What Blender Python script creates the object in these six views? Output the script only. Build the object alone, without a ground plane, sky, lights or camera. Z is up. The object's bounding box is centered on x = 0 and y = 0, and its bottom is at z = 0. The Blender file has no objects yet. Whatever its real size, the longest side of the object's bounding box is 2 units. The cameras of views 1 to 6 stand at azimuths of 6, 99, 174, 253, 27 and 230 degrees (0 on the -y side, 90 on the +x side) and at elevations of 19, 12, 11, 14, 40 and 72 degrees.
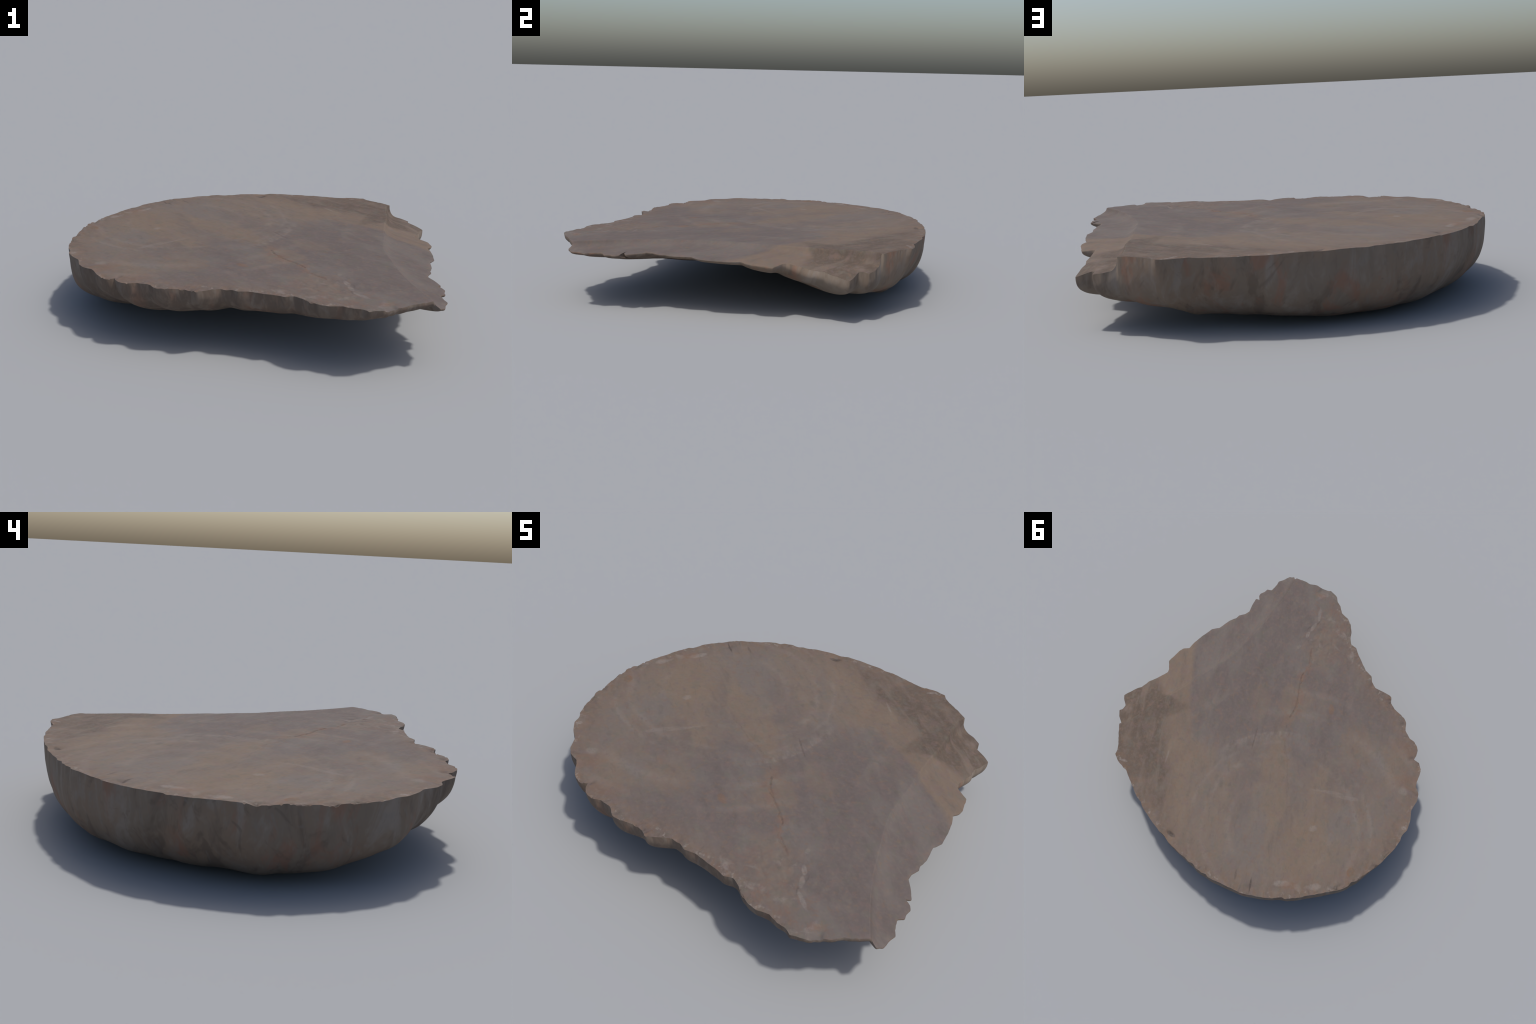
"""A knapped stone flake: flat struck face, bevelled chipped edge, rounded weathered underside."""
import bpy, math
import numpy as np

rng = np.random.default_rng(11)

# ------------------------------------------------------------------ plan of the rim (metres)
# cusps and bites of the chipped rim, edge by edge, going round from the tip
TIP_EDGE = [(0.929, -0.832), (0.927, -0.838), (0.867, -0.874), (0.83, -0.888), (0.798, -0.919),
            (0.769, -0.928), (0.698, -0.971), (0.638, -0.976)]
RETOUCHED_EDGE = [(0.608, -0.955), (0.569, -0.949), (0.518, -0.922), (0.459, -0.929), (0.414, -0.915),
            (0.368, -0.886), (0.333, -0.848), (0.294, -0.823), (0.254, -0.835), (0.199, -0.813),
            (0.083, -0.78), (0.026, -0.784), (-0.007, -0.761), (-0.052, -0.751), (-0.158, -0.794),
            (-0.171, -0.795), (-0.201, -0.766), (-0.257, -0.758), (-0.34, -0.766), (-0.369, -0.757),
            (-0.412, -0.715), (-0.473, -0.701), (-0.507, -0.711), (-0.542, -0.704), (-0.563, -0.691),
            (-0.587, -0.665), (-0.599, -0.63), (-0.636, -0.643), (-0.678, -0.622), (-0.704, -0.59),
            (-0.729, -0.542), (-0.748, -0.522), (-0.798, -0.499), (-0.827, -0.462), (-0.858, -0.385),
            (-0.898, -0.348), (-0.937, -0.283), (-0.945, -0.235), (-0.964, -0.208), (-0.981, -0.145)]
BUTT_EDGE = [(-1.0, -0.016), (-0.996, 0.174), (-0.981, 0.209), (-0.989, 0.24), (-0.977, 0.288),
            (-0.953, 0.341), (-0.871, 0.499), (-0.86, 0.529), (-0.833, 0.565), (-0.813, 0.606),
            (-0.791, 0.613), (-0.761, 0.664), (-0.724, 0.706), (-0.617, 0.8), (-0.408, 0.905)]
BACK_EDGE = [(-0.387, 0.904), (-0.361, 0.919), (-0.316, 0.931), (-0.27, 0.93), (-0.25, 0.946),
            (-0.223, 0.944), (-0.173, 0.957), (-0.07, 0.973), (-0.019, 0.968), (0.016, 0.975),
            (0.102, 0.977), (0.212, 0.97), (0.255, 0.957), (0.295, 0.96), (0.485, 0.91),
            (0.556, 0.918), (0.623, 0.903), (0.634, 0.877), (0.666, 0.848), (0.783, 0.761)]
BEVEL_EDGE = [(0.777, 0.751), (0.86, 0.722), (0.896, 0.698), (0.885, 0.676), (0.894, 0.646),
            (0.949, 0.624), (0.976, 0.606), (0.954, 0.508), (0.939, 0.48), (0.942, 0.418),
            (0.925, 0.369), (0.91, 0.282), (0.925, 0.262), (0.978, 0.225), (0.992, 0.126),
            (0.987, 0.091), (0.964, 0.059), (0.977, 0.022), (0.983, -0.036), (0.985, -0.146),
            (0.959, -0.192), (0.962, -0.279), (0.949, -0.328), (0.952, -0.357), (0.935, -0.395),
            (0.933, -0.432), (0.958, -0.471), (0.986, -0.53), (0.957, -0.548), (0.992, -0.561),
            (1.0, -0.581), (0.993, -0.611), (0.997, -0.638), (0.973, -0.659), (0.985, -0.716),
            (1.0, -0.743), (0.985, -0.775), (0.979, -0.822), (0.955, -0.844)]
RIM = np.array(TIP_EDGE + RETOUCHED_EDGE + BUTT_EDGE + BACK_EDGE + BEVEL_EDGE)

# ------------------------------------------------------------------ heights of the struck face
FACE_Z = 0.347
# the ridge where the flat face breaks into the bevel (x by y)
RIDGE_Y = [-.90, -.829, -.737, -.635, -.51, -.387, -.239, -.13, 0, .10, .25, .35, .49, .60, .66, .727, .758, .79]
RIDGE_X = [.95, .921, .88, .84, .80, .772, .738, .722, .724, .733, .733, .74, .758, .757, .757, .762, .782, .80]
# along y: how far the bevel drops at once behind the ridge, and how it rolls down to its edge
BEVEL_Y = [-.84, -.5, -.2, .1, .3, .5, .6, .75]
BEVEL_STEP = [.040, .031, .029, .030, .036, .046, .052, .066]
BEVEL_FALL = [.5, .35, .22, .34, .62, 1.05, 1.15, 1.15]
BEVEL_SCOOP = [.018, .022, .03, .03, .022, .016, .014, .014]    # width of the hollow behind the ridge

# ------------------------------------------------------------------ the rounded underside
UNDER = dict(c=.0962, x=.101, y=-.1046, xx=-.0127, xy=.0106, yy=.013, xxx=-.0336, xxy=-.0039, xyy=-.0035, yyy=-.0261)
# by compass direction (28 steps from -x, counter-clockwise): how far in the side curves under, how boxy it is
TURN_IN = np.array([.326, .629, .527, .75, .475, .6, .538, .531, .426, .199, .726, 2.563, 4.438, 3.916,
                    3.443, 2.335, 2.185, 1.284, .736, .224, .262, .437, .408, .453, .501, .38, .47, .357])
BOXY = np.array([3.02, 3.92, 2.81, 2.62, 2.65, 3.15, 2.92, 3.86, 4.14, 3.61, 3.06, 2.61, 2.22, 2.0,
                 1.99, 2.16, 3.17, 3.9, 4.36, 1.65, 1.82, 2.95, 2.78, 2.58, 2.51, 1.92, 2.52, 2.71])
# and how far the side swells out halfway down
SWELL = np.array([-.003, 0, -.001, -.001, 0, -.002, -.001, -.002, -.003, -.006, .001, .012, .010, .003,
                  .002, .004, .009, .0, .003, -.010, -.006, -.004, 0, .01, .011, .017, .013, .006])

# ------------------------------------------------------------------ marks on the face
CRACK = np.array([(.067, -.077), (.099, -.123), (.131, -.168), (.162, -.245), (.222, -.313), (.286, -.38),
                  (.322, -.423), (.339, -.491), (.402, -.561), (.44, -.603), (.497, -.64)])
SCAR_LIP = np.array([(.46, -.57), (.50, -.60), (.535, -.634), (.557, -.683), (.545, -.74), (.60, -.79), (.64, -.83)])
SCAR_LIP_OUTER = np.array([(.18, -.70), (.213, -.75), (.235, -.80)])
PITS = [((-.038, .926), .032, .009), ((-.619, .735), .018, .008), ((.74, -.90), .03, .006), ((-.37, -.73), .02, .008),
        ((-.03, -.745), .022, .007), ((-.59, -.61), .018, .007), ((-.86, .45), .03, .005), ((-.73, .62), .025, .004)]


# ================================================================== helpers
def closed_resample(points, n):
    q = np.vstack([points, points[:1]])
    d = np.r_[0, np.cumsum(np.linalg.norm(np.diff(q, axis=0), axis=1))]
    s = np.linspace(0, d[-1], n, endpoint=False)
    return np.stack([np.interp(s, d, q[:, i]) for i in range(2)], 1), d[-1]


def round_off(values, sigma):
    """periodic Gaussian smoothing, sigma in samples"""
    k = np.fft.fftfreq(len(values))
    w = np.exp(-2 * (np.pi * k * sigma) ** 2)
    if values.ndim == 2:
        w = w[:, None]
    return np.real(np.fft.ifft(np.fft.fft(values, axis=0) * w, axis=0))


def smooth(e):
    e = np.clip(e, 0, 1)
    return e * e * (3 - 2 * e)


def hash_lattice(ix, iy, iz, seed):
    h = (ix * 374761393 + iy * 668265263 + iz * 2147483647 + seed * 974711) & 0xFFFFFFFF
    h = ((h ^ (h >> 13)) * 1274126177) & 0xFFFFFFFF
    return ((h ^ (h >> 16)) & 0xFFFF) / 65535.0 * 2 - 1


def noise3(p, scale, seed=0):
    q = p * scale
    i = np.floor(q).astype(np.int64)
    f = q - i
    f = f * f * (3 - 2 * f)
    out = 0
    for dx in (0, 1):
        for dy in (0, 1):
            for dz in (0, 1):
                w = (f[..., 0] if dx else 1 - f[..., 0]) * (f[..., 1] if dy else 1 - f[..., 1]) * (f[..., 2] if dz else 1 - f[..., 2])
                out = out + w * hash_lattice(i[..., 0] + dx, i[..., 1] + dy, i[..., 2] + dz, seed)
    return out


def fbm(p, scale, octaves=4, seed=0, gain=.5):
    return sum(noise3(p, scale * 2 ** o, seed + o) * gain ** o for o in range(octaves))


def line_distance(x, y, line):
    """distance to a polyline, and which side of it (positive = left of its run)"""
    best = np.full(x.shape, 9.0)
    side = np.zeros(x.shape)
    run = np.zeros(x.shape)
    for k in range(len(line) - 1):
        a, d = line[k], line[k + 1] - line[k]
        t = np.clip(((x - a[0]) * d[0] + (y - a[1]) * d[1]) / (d @ d), 0, 1)
        px, py = x - a[0] - t * d[0], y - a[1] - t * d[1]
        r = np.hypot(px, py)
        s = np.sign(d[0] * py - d[1] * px)
        m = r < best
        best = np.where(m, r, best)
        side = np.where(m, s, side)
        run = np.where(m, (k + t) / (len(line) - 1), run)
    return best, side, run


def by_direction(angle, table):
    k = len(table)
    x = (angle + np.pi) / (2 * np.pi) * k
    i = np.floor(x).astype(int)
    f = smooth(x - i)
    return table[i % k] * (1 - f) + table[(i + 1) % k] * f


# ================================================================== surfaces
def face_height(x, y):
    e = np.maximum(x - np.interp(y, RIDGE_Y, RIDGE_X), 0)
    step = np.interp(y, BEVEL_Y, BEVEL_STEP)
    roll = np.interp(y, BEVEL_Y, BEVEL_FALL)
    scoop = np.interp(y, BEVEL_Y, BEVEL_SCOOP)
    z = FACE_Z - step * (1 - np.exp(-e / scoop)) - roll * e * e
    # the face swells gently along the ridge and is dished on the far side
    z += .007 * np.exp(-((x - .72) / .35) ** 2 - ((y + .4) / .5) ** 2)
    z -= .006 * np.exp(-((x + .45) / .4) ** 2 - ((y + .22) / .35) ** 2)
    z -= .004 * np.exp(-((x - .2) / .3) ** 2 - ((y - .02) / .35) ** 2)
    return z - .0005


def face_relief(x, y, inset):
    """small lumps, ripples, cracks and scars of the struck face; inset = distance from the rim"""
    p = np.stack([x, y, np.zeros_like(x)], -1)
    z = .0035 * fbm(p, 2.2, 3, 5)
    grain = np.stack([(.69 * x - .72 * y) * .35, (.72 * x + .69 * y), np.zeros_like(x)], -1)
    z += .0013 * fbm(grain, 14, 3, 21)
    # conchoidal ripples round the bulb
    r = np.hypot(x + .55, y - .55)
    z += .0012 * np.sin(r * 34 + 2 * noise3(p, 2, 8)) * smooth(r / .4) * (1 - smooth((r - .9) / .4))
    # open crack with slightly heaved sides
    wob = .012 * noise3(p, 24, 31) + .006 * noise3(p, 60, 32)
    d, s, run = line_distance(x + wob, y - wob, CRACK)
    broken = smooth(noise3(p, 13, 33) * 1.6 + .35)
    z += -.0035 * np.exp(-(d / .006) ** 2) * broken * smooth(run * 3) * smooth((1 - run) * 4)
    z += .0022 * np.exp(-(d / .04) ** 2) * (.5 + noise3(p, 28, 34))
    tip = np.exp(-(((x - .45) / .22) ** 2 + ((y + .70) / .16) ** 2))
    z += .0035 * tip * fbm(p, 20, 3, 37)
    # step scars near the tip: the ground outside the lip lies lower
    d, s, run = line_distance(x + 1.4 * wob, y + wob, SCAR_LIP)
    z += -.0045 * smooth(.5 - s * d / .024) * np.exp(-d / .05) * smooth(1.1 - np.abs(run - .5) * 2)
    d, s, run = line_distance(x + wob, y + wob, SCAR_LIP_OUTER)
    z += -.0035 * smooth(.5 - s * d / .024) * np.exp(-d / .045) * smooth(1.1 - np.abs(run - .5) * 2)
    for (cx, cy), rad, dep in PITS:
        q = np.hypot(x - cx, y - cy) / rad
        z -= dep * np.exp(-q ** 2)
    # bruised, slightly ragged rim away from the bevel
    flat = smooth((np.interp(y, RIDGE_Y, RIDGE_X) - x) / .06)
    where = smooth(noise3(p, 3.5, 49) * 1.5 + .35)                       # some stretches are battered, others clean
    bite = smooth(fbm(p, 11, 3, 44) * 1.6 - .35) * where
    nick = smooth(fbm(p, 48, 2, 47) * 1.8 - .45) * where
    z -= flat * (np.exp(-(inset / .03) ** 2) * (.0005 + .008 * bite) + np.exp(-(inset / .010) ** 2) * .005 * nick)
    # the thin bevel edge rolls over
    z -= (1 - flat) * .003 * np.exp(-(inset / .010) ** 1.3)
    return z


def under_height(x, y):
    u = UNDER
    return (u['c'] + u['x'] * x + u['y'] * y + u['xx'] * x * x + u['xy'] * x * y + u['yy'] * y * y
            + u['xxx'] * x ** 3 + u['xxy'] * x * x * y + u['xyy'] * x * y * y + u['yyy'] * y ** 3)


N = 1500
CENTRE = np.array([.1, 0.])
rim, LENGTH = closed_resample(RIM, N)
SAMPLES = N / LENGTH
rim = round_off(rim, .0035 * SAMPLES)
rim = rim + .0016 * fbm(np.c_[rim, np.zeros(N)], 45, 2, 71)[:, None] * (rim - CENTRE)
rim_soft = round_off(rim, .018 * SAMPLES)          # rim without its teeth
rim_broad = round_off(rim, .035 * SAMPLES)


def outward(loop):
    t = np.roll(loop, -1, 0) - np.roll(loop, 1, 0)
    t /= np.linalg.norm(t, axis=1)[:, None]
    n = np.stack([t[:, 1], -t[:, 0]], 1)
    return n * np.sign(((loop - CENTRE) * n).sum(1))[:, None]


# --- struck face: rings from the rim to the middle
RINGS = 150
u = np.linspace(0, 1, RINGS)
inset = (u ** 1.6) * .985
w = smooth(inset / .12)
loop = rim[:, None] * (1 - w)[None, :, None] + rim_broad[:, None] * w[None, :, None]
fx, fy = np.moveaxis(loop + (CENTRE - loop) * inset[None, :, None], -1, 0)
depth_in = inset[None] * np.linalg.norm(rim - CENTRE, axis=1)[:, None]
fz = face_height(fx, fy) + face_relief(fx, fy, depth_in)
face_grid = np.stack([fx, fy, fz], -1)

# --- underside: rings from the rim down and in
URINGS = 110
s = np.linspace(0, 1, URINGS) ** 2.8 * .985
rim_z = fz[:, 0]
soft_z = round_off(rim_z, .02 * SAMPLES)
angle = np.arctan2(rim_soft[:, 1] - CENTRE[1], rim_soft[:, 0] - CENTRE[0])
turn = by_direction(angle, TURN_IN)[:, None]
boxy = by_direction(angle, BOXY)[:, None]
dist = s[None] * np.linalg.norm(rim_soft - CENTRE, axis=1)[:, None]
ws = smooth(s / .5)[None, :, None]
under_loop = rim_soft[:, None] * (1 - ws) + rim_broad[:, None] * ws
ux, uy = np.moveaxis(under_loop + (CENTRE - under_loop) * s[None, :, None], -1, 0)
e = np.clip(dist / turn, 0, 1)
fall = 1 - (1 - (1 - e) ** boxy) ** (1 / boxy)
base = under_height(ux, uy)
uz = base + (soft_z[:, None] - base) * fall
spoke = (rim_soft - CENTRE) / np.linalg.norm(rim_soft - CENTRE, axis=1)[:, None]
height = soft_z[:, None] - base
swell = by_direction(angle, SWELL)[:, None] * np.sin(np.pi * np.clip((soft_z[:, None] - uz) / np.maximum(height, .02), 0, 1)) * np.clip(height / .1, 0, 1)
ux = ux + spoke[:, :1] * swell
uy = uy + spoke[:, 1:] * swell
# teeth of the rim run down the side as flutes and fade out
drop = np.maximum(soft_z[:, None] - uz, 0)
reach = .085 + .02 * noise3(np.c_[rim, np.zeros(N)], 6, 91)[:, None]
keep = 1 - smooth(drop / reach)
shift = rim - rim_soft
ux += shift[:, :1] * keep
uy += shift[:, 1:] * keep
uz += (rim_z - soft_z)[:, None] * keep
uz[:, 0] = rim_z
# weathered lumps, pushed along the outward direction, fading at the rim
p3 = np.stack([ux, uy, uz * 1.0], -1)
out = outward(rim_broad)
lump = .004 * fbm(p3, 5, 3, 61) + .0016 * fbm(p3 * np.array([1, 1, .4]), 14, 4, 66)
away = smooth(drop / .05)
side = smooth((1 - e) * 3 - .5)
ux += out[:, :1] * lump * away * side
uy += out[:, 1:] * lump * away * side
uz += lump * .8 * away * (1 - side)
under_grid = np.stack([ux, uy, uz], -1)
low = under_grid[..., 2].min()
under_grid[..., 2] -= low * (1 - smooth(under_grid[..., 2] / .3))     # rests on z = 0, rim stays


# ================================================================== materials
def shader(name):
    mat = bpy.data.materials.new(name)
    mat.use_nodes = True
    nt = mat.node_tree
    nt.nodes.clear()
    return mat, nt


class Nodes:
    """tiny expression layer over a node tree"""
    def __init__(self, nt):
        self.nt = nt
        self.co = nt.nodes.new('ShaderNodeTexCoord').outputs['Object']
        sep = nt.nodes.new('ShaderNodeSeparateXYZ')
        nt.links.new(self.co, sep.inputs[0])
        self.x, self.y, self.z = sep.outputs

    def put(self, socket, v):
        if isinstance(v, (int, float)):
            socket.default_value = v
        elif isinstance(v, tuple):
            socket.default_value = v if len(v) == len(socket.default_value) else (*v, 1)
        else:
            self.nt.links.new(v, socket)

    def m(self, op, a, b=0., c=0., clamp=False):
        n = self.nt.nodes.new('ShaderNodeMath')
        n.operation = op
        n.use_clamp = clamp
        for k, v in enumerate((a, b, c)):
            self.put(n.inputs[k], v)
        return n.outputs[0]

    def add(self, a, b): return self.m('ADD', a, b)
    def sub(self, a, b): return self.m('SUBTRACT', a, b)
    def mul(self, a, b): return self.m('MULTIPLY', a, b)

    def step(self, v, lo, hi, a=0., b=1.):
        n = self.nt.nodes.new('ShaderNodeMapRange')
        n.interpolation_type = 'SMOOTHSTEP'
        self.put(n.inputs['Value'], v)
        for k, q in zip(('From Min', 'From Max', 'To Min', 'To Max'), (lo, hi, a, b)):
            self.put(n.inputs[k], q)
        return n.outputs[0]

    def vec(self, x, y, z=0.):
        n = self.nt.nodes.new('ShaderNodeCombineXYZ')
        for k, v in enumerate((x, y, z)):
            self.put(n.inputs[k], v)
        return n.outputs[0]

    def noise(self, v, scale, detail=4., rough=.55, distort=0.):
        n = self.nt.nodes.new('ShaderNodeTexNoise')
        self.put(n.inputs['Vector'], v)
        n.inputs['Scale'].default_value = scale
        n.inputs['Detail'].default_value = detail
        n.inputs['Roughness'].default_value = rough
        n.inputs['Distortion'].default_value = distort
        return n.outputs[0]

    def curve(self, v, pts, lo, hi):
        """float curve through (position, value) pairs, position scaled from lo..hi"""
        n = self.nt.nodes.new('ShaderNodeFloatCurve')
        n.mapping.use_clip = False
        c = n.mapping.curves[0]
        q = [((a - lo) / (hi - lo), b) for a, b in pts]
        c.points[0].location = q[0]
        c.points[1].location = q[-1]
        for w_ in q[1:-1]:
            c.points.new(*w_)
        n.mapping.update()
        self.put(n.inputs['Value'], self.m('MULTIPLY_ADD', v, 1 / (hi - lo), -lo / (hi - lo)))
        return n.outputs[0]

    def mix(self, f, a, b, mode='MIX'):
        n = self.nt.nodes.new('ShaderNodeMix')
        n.data_type = 'RGBA'
        n.blend_type = mode
        self.put(n.inputs[0], f)
        self.put(n.inputs[6], a)
        self.put(n.inputs[7], b)
        return n.outputs[2]

    def spot(self, cx, cy, rx, ry, wob, turn=0.):
        """soft blotch mask around a place on the face"""
        ca, sa = math.cos(turn), math.sin(turn)
        dx, dy = self.sub(self.x, cx), self.sub(self.y, cy)
        px = self.mul(self.add(self.mul(dx, ca), self.mul(dy, sa)), 1 / rx)
        py = self.mul(self.sub(self.mul(dy, ca), self.mul(dx, sa)), 1 / ry)
        r = self.m('SQRT', self.add(self.mul(px, px), self.mul(py, py)))
        return self.step(self.add(r, wob), 1.15, .55)

    def finish(self, colour, rough, height, strength, distance):
        nt = self.nt
        b = nt.nodes.new('ShaderNodeBump')
        b.inputs['Strength'].default_value = strength
        b.inputs['Distance'].default_value = distance
        nt.links.new(height, b.inputs['Height'])
        p = nt.nodes.new('ShaderNodeBsdfPrincipled')
        self.put(p.inputs['Base Color'], colour)
        self.put(p.inputs['Roughness'], rough)
        p.inputs['Specular IOR Level'].default_value = .18
        nt.links.new(b.outputs[0], p.inputs['Normal'])
        o = nt.nodes.new('ShaderNodeOutputMaterial')
        nt.links.new(p.outputs[0], o.inputs[0])


MAUVE = (.104, .088, .083)
GREY = (.120, .107, .099)
TAN = (.136, .110, .090)
OCHRE = (.148, .112, .083)
BROWN = (.078, .061, .049)
RUST = (.142, .084, .055)
PALE = (.200, .178, .162)
DARK = (.046, .038, .034)
ROSE = (.134, .096, .088)
SAGE = (.104, .101, .082)

# rim distance from the middle by direction, for the bruised margin
MARGIN = [(-3.14, 1.099), (-2.92, 1.071), (-2.69, 1.035), (-2.47, .996), (-2.24, .9), (-2.02, .843), (-1.8, .78), (-1.57, .785),
          (-1.35, .846), (-1.12, 1.044), (-.9, 1.151), (-.67, 1.129), (-.45, .927), (0, .88), (.45, .929), (.67, 1.029), (.9, 1.017),
          (1.35, .98), (1.57, .977), (1.8, .991), (2.02, 1.025), (2.24, 1.062), (2.47, 1.087), (2.69, 1.093), (2.92, 1.115), (3.14, 1.099)]


def face_material():
    mat, nt = shader('struck_face_stone')
    n = Nodes(nt)
    a = n.sub(n.mul(n.x, .69), n.mul(n.y, .72))          # along the grain, towards the tip
    b = n.add(n.mul(n.x, .72), n.mul(n.y, .69))          # across it
    grain = n.vec(n.mul(a, .45), b, 0.)
    long_grain = n.vec(n.mul(a, .22), b, 0.)
    cloud = n.noise(n.co, 3.1, 4, .6, .5)
    cloud2 = n.noise(grain, 5.5, 4, .6, .6)
    mid = n.noise(grain, 12, 5, .62, .5)
    blot = n.noise(n.co, 21, 4, .6, .4)
    blot2 = n.noise(grain, 26, 4, .6, .4)
    fine = n.noise(n.co, 55, 4, .62)
    wob = n.mul(n.sub(n.noise(grain, 6, 5, .6), .5), .16)
    # tan towards the bulb, mauve grey towards the tip, in soft clouds
    t = n.step(n.add(n.add(n.mul(a, -.75), n.mul(cloud, 1.5)), n.mul(mid, .55)), .68, 1.5)
    col = n.mix(t, MAUVE, TAN)
    col = n.mix(n.step(cloud2, .47, .62, 0., .75), col, GREY)
    col = n.mix(n.step(cloud2, .46, .32, 0., .45), col, (.092, .074, .068))
    wide = n.mul(n.sub(n.noise(n.co, 22, 3), .5), 1.3)
    soft = n.mul(n.sub(n.noise(grain, 7, 5, .62, .5), .5), 1.9)
    for cx, cy, rx, ry, k in [(-.16, .19, .34, .10, .7), (-.69, .36, .30, .17, .7), (-.30, -.41, .16, .13, .55), (.21, -.27, .18, .10, .55),
                              (-.50, .12, .30, .08, .5), (-.60, -.48, .16, .10, .45), (.32, -.05, .15, .08, .35), (.42, -.68, .24, .13, .45)]:
        col = n.mix(n.mul(n.spot(cx, cy, rx, ry, soft, -.8), k * .85), col, OCHRE)
    for cx, cy, rx, ry, k in [(.30, .16, .24, .14, .6), (-.12, .42, .30, .09, .45), (-.50, -.20, .22, .09, .5), (.62, -.42, .22, .12, .4), (-.12, -.55, .2, .08, .4)]:
        col = n.mix(n.mul(n.spot(cx, cy, rx, ry, soft, -.8), k), col, MAUVE)
    # ochre band along the bevel side, brown beyond it
    b1 = n.curve(a, [(-.8, .42), (-.55, .40), (-.33, .41), (-.095, .468), (-.008, .583), (.164, .628), (.376, .662), (.7, .70)], -.8, .7)
    b2 = n.curve(a, [(-.8, .64), (-.536, .666), (-.367, .665), (-.123, .753), (.10, .78), (.2, .73), (.27, .85), (.7, .95)], -.8, .7)
    inner = n.step(n.sub(n.add(b, n.mul(wob, .5)), b1), -.015, n.add(.03, n.step(a, .05, -.3, 0., .2)))
    outer = n.step(n.sub(n.add(b, n.mul(wob, .6)), b2), -.03, .05)
    col = n.mix(n.mul(inner, n.step(mid, .3, .7, .9, .55)), col, OCHRE)
    streak = n.step(n.noise(long_grain, 12, 4, .6, .6), .46, .68)
    col = n.mix(n.mul(outer, .85), col, n.mix(n.mul(streak, .8), BROWN, TAN))
    # dark tongue across the band, under the ridge
    col = n.mix(n.mul(n.spot(.66, .43, .05, .12, soft, -.55), .5), col, BROWN)
    # bruised margin: radial streaks, rusty and pale flakes
    dx, dy = n.sub(n.x, .1), n.y
    ang = n.m('ARCTAN2', dy, dx)
    rad = n.m('SQRT', n.add(n.mul(dx, dx), n.mul(dy, dy)))
    inset = n.sub(n.curve(ang, MARGIN, -3.1416, 3.1416), rad)
    away = n.step(n.x, .75, .55)
    rays = n.noise(n.vec(n.mul(ang, 7.), n.mul(rad, 3.), 0.), 3.2, 5, .65, .4)
    col = n.mix(n.mul(n.mul(n.step(n.add(inset, n.mul(soft, .06)), .22, .0), away), .5), col, (.120, .090, .073))
    edge = n.mul(n.step(n.add(inset, n.mul(wide, .03)), .10, .0), away)
    col = n.mix(n.mul(edge, n.step(rays, .45, .62, 0., .5)), col, (.135, .088, .058))
    col = n.mix(n.mul(edge, n.step(rays, .46, .33, 0., .55)), col, BROWN)
    lip = n.mul(n.step(n.add(inset, n.mul(wide, .02)), .05, .01), away)
    col = n.mix(n.mul(lip, n.step(n.noise(n.vec(n.mul(ang, 9.), n.mul(rad, 8.), 0.), 3.5, 4, .6), .55, .68, 0., .75)), col, PALE)
    # pale arc left by the blow
    r = n.m('SQRT', n.add(n.m('POWER', n.sub(n.x, -.43), 2.), n.m('POWER', n.sub(n.y, .36), 2.)))
    off = n.sub(n.add(r, n.mul(wob, .15)), .655)
    arc = n.mul(n.step(off, -.07, 0.), n.step(off, .016, 0.))
    arc = n.mul(n.mul(arc, n.step(b, -.2, .02)), n.step(b, .5, .25))
    col = n.mix(n.mul(arc, n.step(blot2, .36, .64, .06, .42)), col, PALE)
    for r0, w0, k0 in ((.33, .03, .2), (.50, .03, .25), (.585, .02, .2), (.80, .05, .2), (.96, .04, .2)):
        ring = n.step(n.m('ABSOLUTE', n.sub(n.add(r, n.mul(wob, .4)), r0)), w0, 0.)
        col = n.mix(n.mul(n.mul(ring, k0), n.step(cloud, .42, .6)), col, PALE)
    # rusty, broken crack
    cb = n.curve(a, [(-.5, -.10), (-.17, -.06), (.1, -.005), (.157, -.013), (.212, -.022), (.288, -.052), (.379, -.056), (.471, -.056),
                     (.527, -.06), (.587, -.095), (.681, -.098), (.75, -.08), (.9, -.05)], -.5, .9)
    shaky = n.mul(n.sub(n.noise(n.co, 26, 4, .65), .5), .05)
    d = n.m('ABSOLUTE', n.sub(n.add(b, n.add(n.mul(wob, .12), shaky)), cb))
    along = n.mul(n.step(a, .06, .2), n.step(a, .80, .6))
    col = n.mix(n.mul(n.mul(n.step(d, .06, .0), along), n.step(blot, .45, .64, .0, .6)), col, RUST)
    col = n.mix(n.mul(n.mul(n.step(d, .012, .002), along), n.step(mid, .5, .62, .0, .5)), col, RUST)
    col = n.mix(n.mul(n.mul(n.step(d, .009, .002), along), n.step(blot2, .5, .62, .0, .6)), col, DARK)
    faint = n.mul(n.step(a, -.45, -.2), n.step(a, .1, 0.))
    col = n.mix(n.mul(n.mul(n.step(d, .010, .0), faint), n.step(blot2, .4, .6, .1, .45)), col, BROWN)
    # rusty and pale mottling of the scarred ground near the tip
    tipzone = n.mul(n.step(n.add(a, n.mul(wide, .06)), .56, .78), n.step(n.add(b, n.mul(wide, .06)), .0, -.12))
    col = n.mix(n.mul(tipzone, n.step(blot, .50, .68, 0., .45)), col, RUST)
    col = n.mix(n.mul(tipzone, n.step(n.noise(n.co, 14, 4, .6, .3), .54, .70, 0., .45)), col, PALE)
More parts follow.
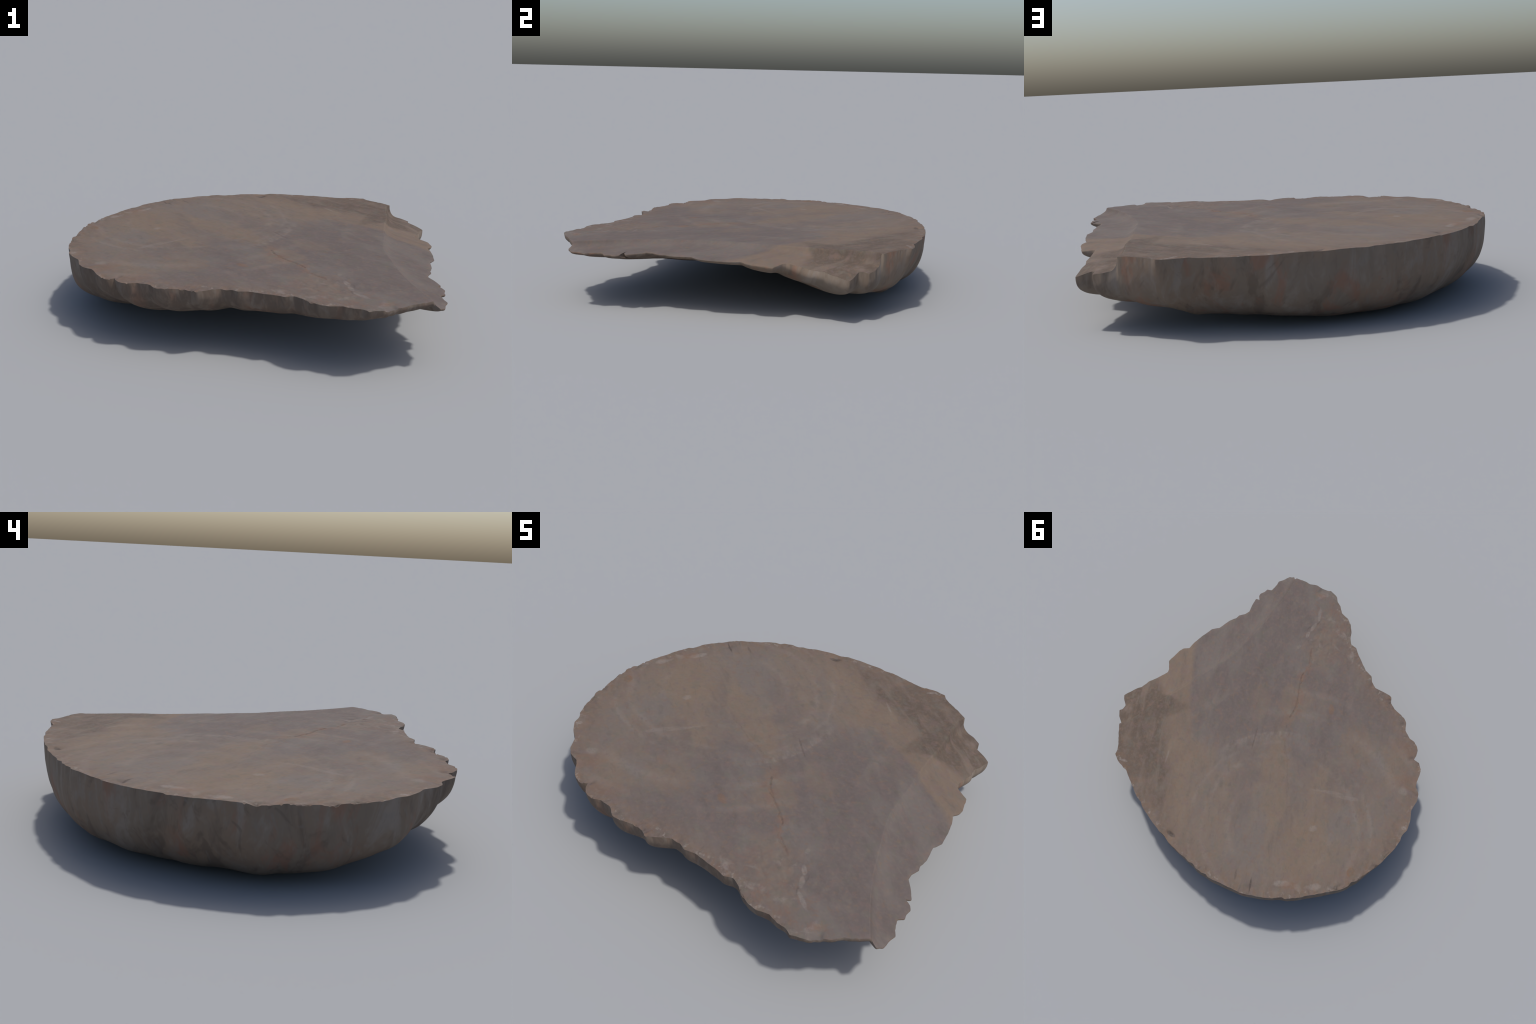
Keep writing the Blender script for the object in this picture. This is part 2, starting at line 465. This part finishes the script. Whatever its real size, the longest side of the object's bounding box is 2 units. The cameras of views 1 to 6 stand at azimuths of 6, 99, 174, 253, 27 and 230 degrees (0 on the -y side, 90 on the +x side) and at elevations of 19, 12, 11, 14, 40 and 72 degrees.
    for cx, cy, rx, ry, turn, k in [(.535, -.634, .012, .03, .5, .55), (.555, -.70, .012, .04, .3, .45), (.60, -.79, .011, .06, .8, .45),
                                    (.497, -.528, .014, .02, 0, .35), (.213, -.765, .016, .05, .9, .4), (-.565, .184, .022, .026, 0, .4),
                                    (-.432, -.045, .10, .012, .75, .25), (-.54, -.12, .10, .014, .75, .25), (-.725, -.434, .035, .03, 0, .4),
                                    (-.72, .56, .06, .022, .9, .6), (-.86, .42, .05, .025, 1., .55), (-.80, .50, .03, .02, 0, .4),
                                    (.55, .885, .03, .008, .6, .5), (.40, .644, .05, .007, -.9, .35)]:
        col = n.mix(n.mul(n.spot(cx, cy, rx, ry, wide, turn), k), col, PALE)
    for cx, cy, rx, ry, turn, k in [(-.001, -.414, .04, .02, -.7, .55), (-.93, .175, .03, .035, 0, .85), (-.76, .53, .06, .03, 1., .45),
                                    (-.70, -.50, .10, .06, .6, .35), (-.50, -.62, .12, .05, .4, .3), (.73, -.885, .03, .02, 0, .4)]:
        col = n.mix(n.mul(n.spot(cx, cy, rx, ry, wide, turn), k), col, RUST)
    for cx, cy, rx, ry, turn, k in [(-.038, .926, .036, .016, .2, .75), (-.61, .725, .007, .055, .75, .7), (-.50, .757, .008, .035, .75, .4),
                                    (.155, .11, .006, .085, .67, .4)]:
        col = n.mix(n.mul(n.spot(cx, cy, rx, ry, n.mul(wide, .5), turn), k), col, DARK)
    # small tints and value grain
    col = n.mix(n.step(blot, .52, .68, 0., .45), col, ROSE)
    col = n.mix(n.step(blot, .47, .33, 0., .40), col, SAGE)
    tint = n.noise(n.co, 34, 3, .6)
    col = n.mix(n.step(tint, .54, .68, 0., .35), col, (.150, .100, .070))
    col = n.mix(n.step(tint, .45, .32, 0., .35), col, (.108, .092, .094))
    col = n.mix(n.step(blot2, .52, .70, 0., .28), col, (.150, .126, .106))
    col = n.mix(n.step(blot2, .47, .30, 0., .26), col, (.078, .066, .058))
    col = n.mix(n.step(fine, .42, .70, .0, .16), col, (.165, .140, .120))
    col = n.mix(1., col, (.965, .932, .912), 'MULTIPLY')
    h = n.add(n.mul(blot2, .8), n.mul(fine, .35))
    n.finish(col, n.step(mid, .3, .7, .78, .88), h, .14, .006)
    return mat


def rind_material():
    mat, nt = shader('weathered_underside_stone')
    n = Nodes(nt)
    stretch = n.vec(n.x, n.y, n.mul(n.z, .35))
    lean = n.vec(n.add(n.x, n.mul(n.z, .5)), n.sub(n.y, n.mul(n.z, .4)), n.mul(n.z, .45))
    streak = n.noise(stretch, 9, 4, .6, .8)
    thin = n.noise(stretch, 26, 4, .6, .6)
    fold = n.noise(lean, 13, 4, .6, 1.2)
    big = n.noise(n.co, 3.2, 4, .6, .5)
    fine = n.noise(n.co, 40, 4, .6)
    col = n.mix(n.step(big, .36, .66), (.158, .136, .112), (.176, .138, .106))
    col = n.mix(n.step(streak, .50, .68, 0., .75), col, (.205, .188, .170))
    col = n.mix(n.step(streak, .47, .34, 0., .75), col, (.108, .088, .071))
    col = n.mix(n.mul(n.step(n.noise(stretch, 7.5, 4, .6, .6), .53, .66), .75), col, (.195, .116, .084))
    col = n.mix(n.step(fold, .54, .70, 0., .4), col, (.170, .162, .152))
    col = n.mix(n.step(fold, .43, .30, 0., .5), col, (.104, .086, .070))
    col = n.mix(n.step(thin, .55, .72, 0., .3), col, (.215, .188, .164))
    col = n.mix(n.step(thin, .42, .28, 0., .3), col, (.110, .092, .078))
    col = n.mix(n.step(fine, .4, .7, 0., .2), col, (.140, .118, .100))
    front = n.step(n.add(n.y, n.mul(n.sub(streak, .5), .5)), -.30, -.48)  # front wall tinted darker, painting in the shade under the rim
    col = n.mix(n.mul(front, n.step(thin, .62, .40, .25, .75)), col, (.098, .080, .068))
    col = n.mix(1., col, (1.12, 1.035, .98), 'MULTIPLY')
    h = n.add(n.mul(fold, .5), n.mul(fine, .3))
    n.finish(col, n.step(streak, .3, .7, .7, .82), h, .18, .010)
    return mat


# ================================================================== meshes
def sheet(grid, flip):
    """vertices and faces of a ring grid (around x inwards) closed by a fan"""
    na, nr = grid.shape[:2]
    verts = [tuple(v) for v in grid.reshape(-1, 3)]
    mid = grid[:, -1].mean(0)
    verts.append(tuple(mid))
    last = len(verts) - 1
    faces = []
    for i in range(na):
        j = (i + 1) % na
        for k in range(nr - 1):
            f = (i * nr + k, j * nr + k, j * nr + k + 1, i * nr + k + 1)
            faces.append(f[::-1] if flip else f)
        f = (i * nr + nr - 1, j * nr + nr - 1, last)
        faces.append(f[::-1] if flip else f)
    return np.array(verts), faces


def vertex_normals(verts, faces):
    tri = np.array([(f[0], f[1], f[2]) for f in faces] + [(f[0], f[2], f[3]) for f in faces if len(f) == 4])
    fn = np.cross(verts[tri[:, 1]] - verts[tri[:, 0]], verts[tri[:, 2]] - verts[tri[:, 0]])
    vn = np.zeros_like(verts)
    for k in range(3):
        np.add.at(vn, tri[:, k], fn)
    return vn / np.maximum(np.linalg.norm(vn, axis=1), 1e-12)[:, None]


def part(name, verts, normals, faces, mat, parent):
    used = np.unique(np.concatenate([np.array(f) for f in faces]))
    remap = {int(v): i for i, v in enumerate(used)}
    me = bpy.data.meshes.new(name)
    me.from_pydata([tuple(v) for v in verts[used]], [], [tuple(remap[i] for i in f) for f in faces])
    me.polygons.foreach_set('use_smooth', [True] * len(me.polygons))
    me.materials.append(mat)
    me.update()
    me.normals_split_custom_set_from_vertices([tuple(v) for v in normals[used]])
    ob = bpy.data.objects.new(name, me)
    bpy.context.scene.collection.objects.link(ob)
    ob.parent = parent
    return ob


stone = bpy.data.objects.new('stone_flake', None)
bpy.context.scene.collection.objects.link(stone)
stone['label'] = 'flat brown grey stone flake with chipped rim and rounded underside'
stone['category'] = 'stone flake'

# orientation of the rim loop decides which way the sheets are wound
area = .5 * np.sum(rim[:, 0] * np.roll(rim[:, 1], -1) - rim[:, 1] * np.roll(rim[:, 0], -1))
face_verts, face_faces = sheet(face_grid, flip=area < 0)
under_verts, under_faces = sheet(under_grid, flip=area > 0)

face_normals = vertex_normals(face_verts, face_faces)
under_normals = vertex_normals(under_verts, under_faces)

struck = face_material()
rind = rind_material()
cent = np.array([face_verts[list(f)].mean(0) for f in face_faces])
on_bevel = (cent[:, 0] > np.interp(cent[:, 1], RIDGE_Y, RIDGE_X)) & (cent[:, 1] < .79)
part('flat_face', face_verts, face_normals, [f for f, b in zip(face_faces, on_bevel) if not b], struck, stone)
part('bevelled_facet', face_verts, face_normals, [f for f, b in zip(face_faces, on_bevel) if b], struck, stone)
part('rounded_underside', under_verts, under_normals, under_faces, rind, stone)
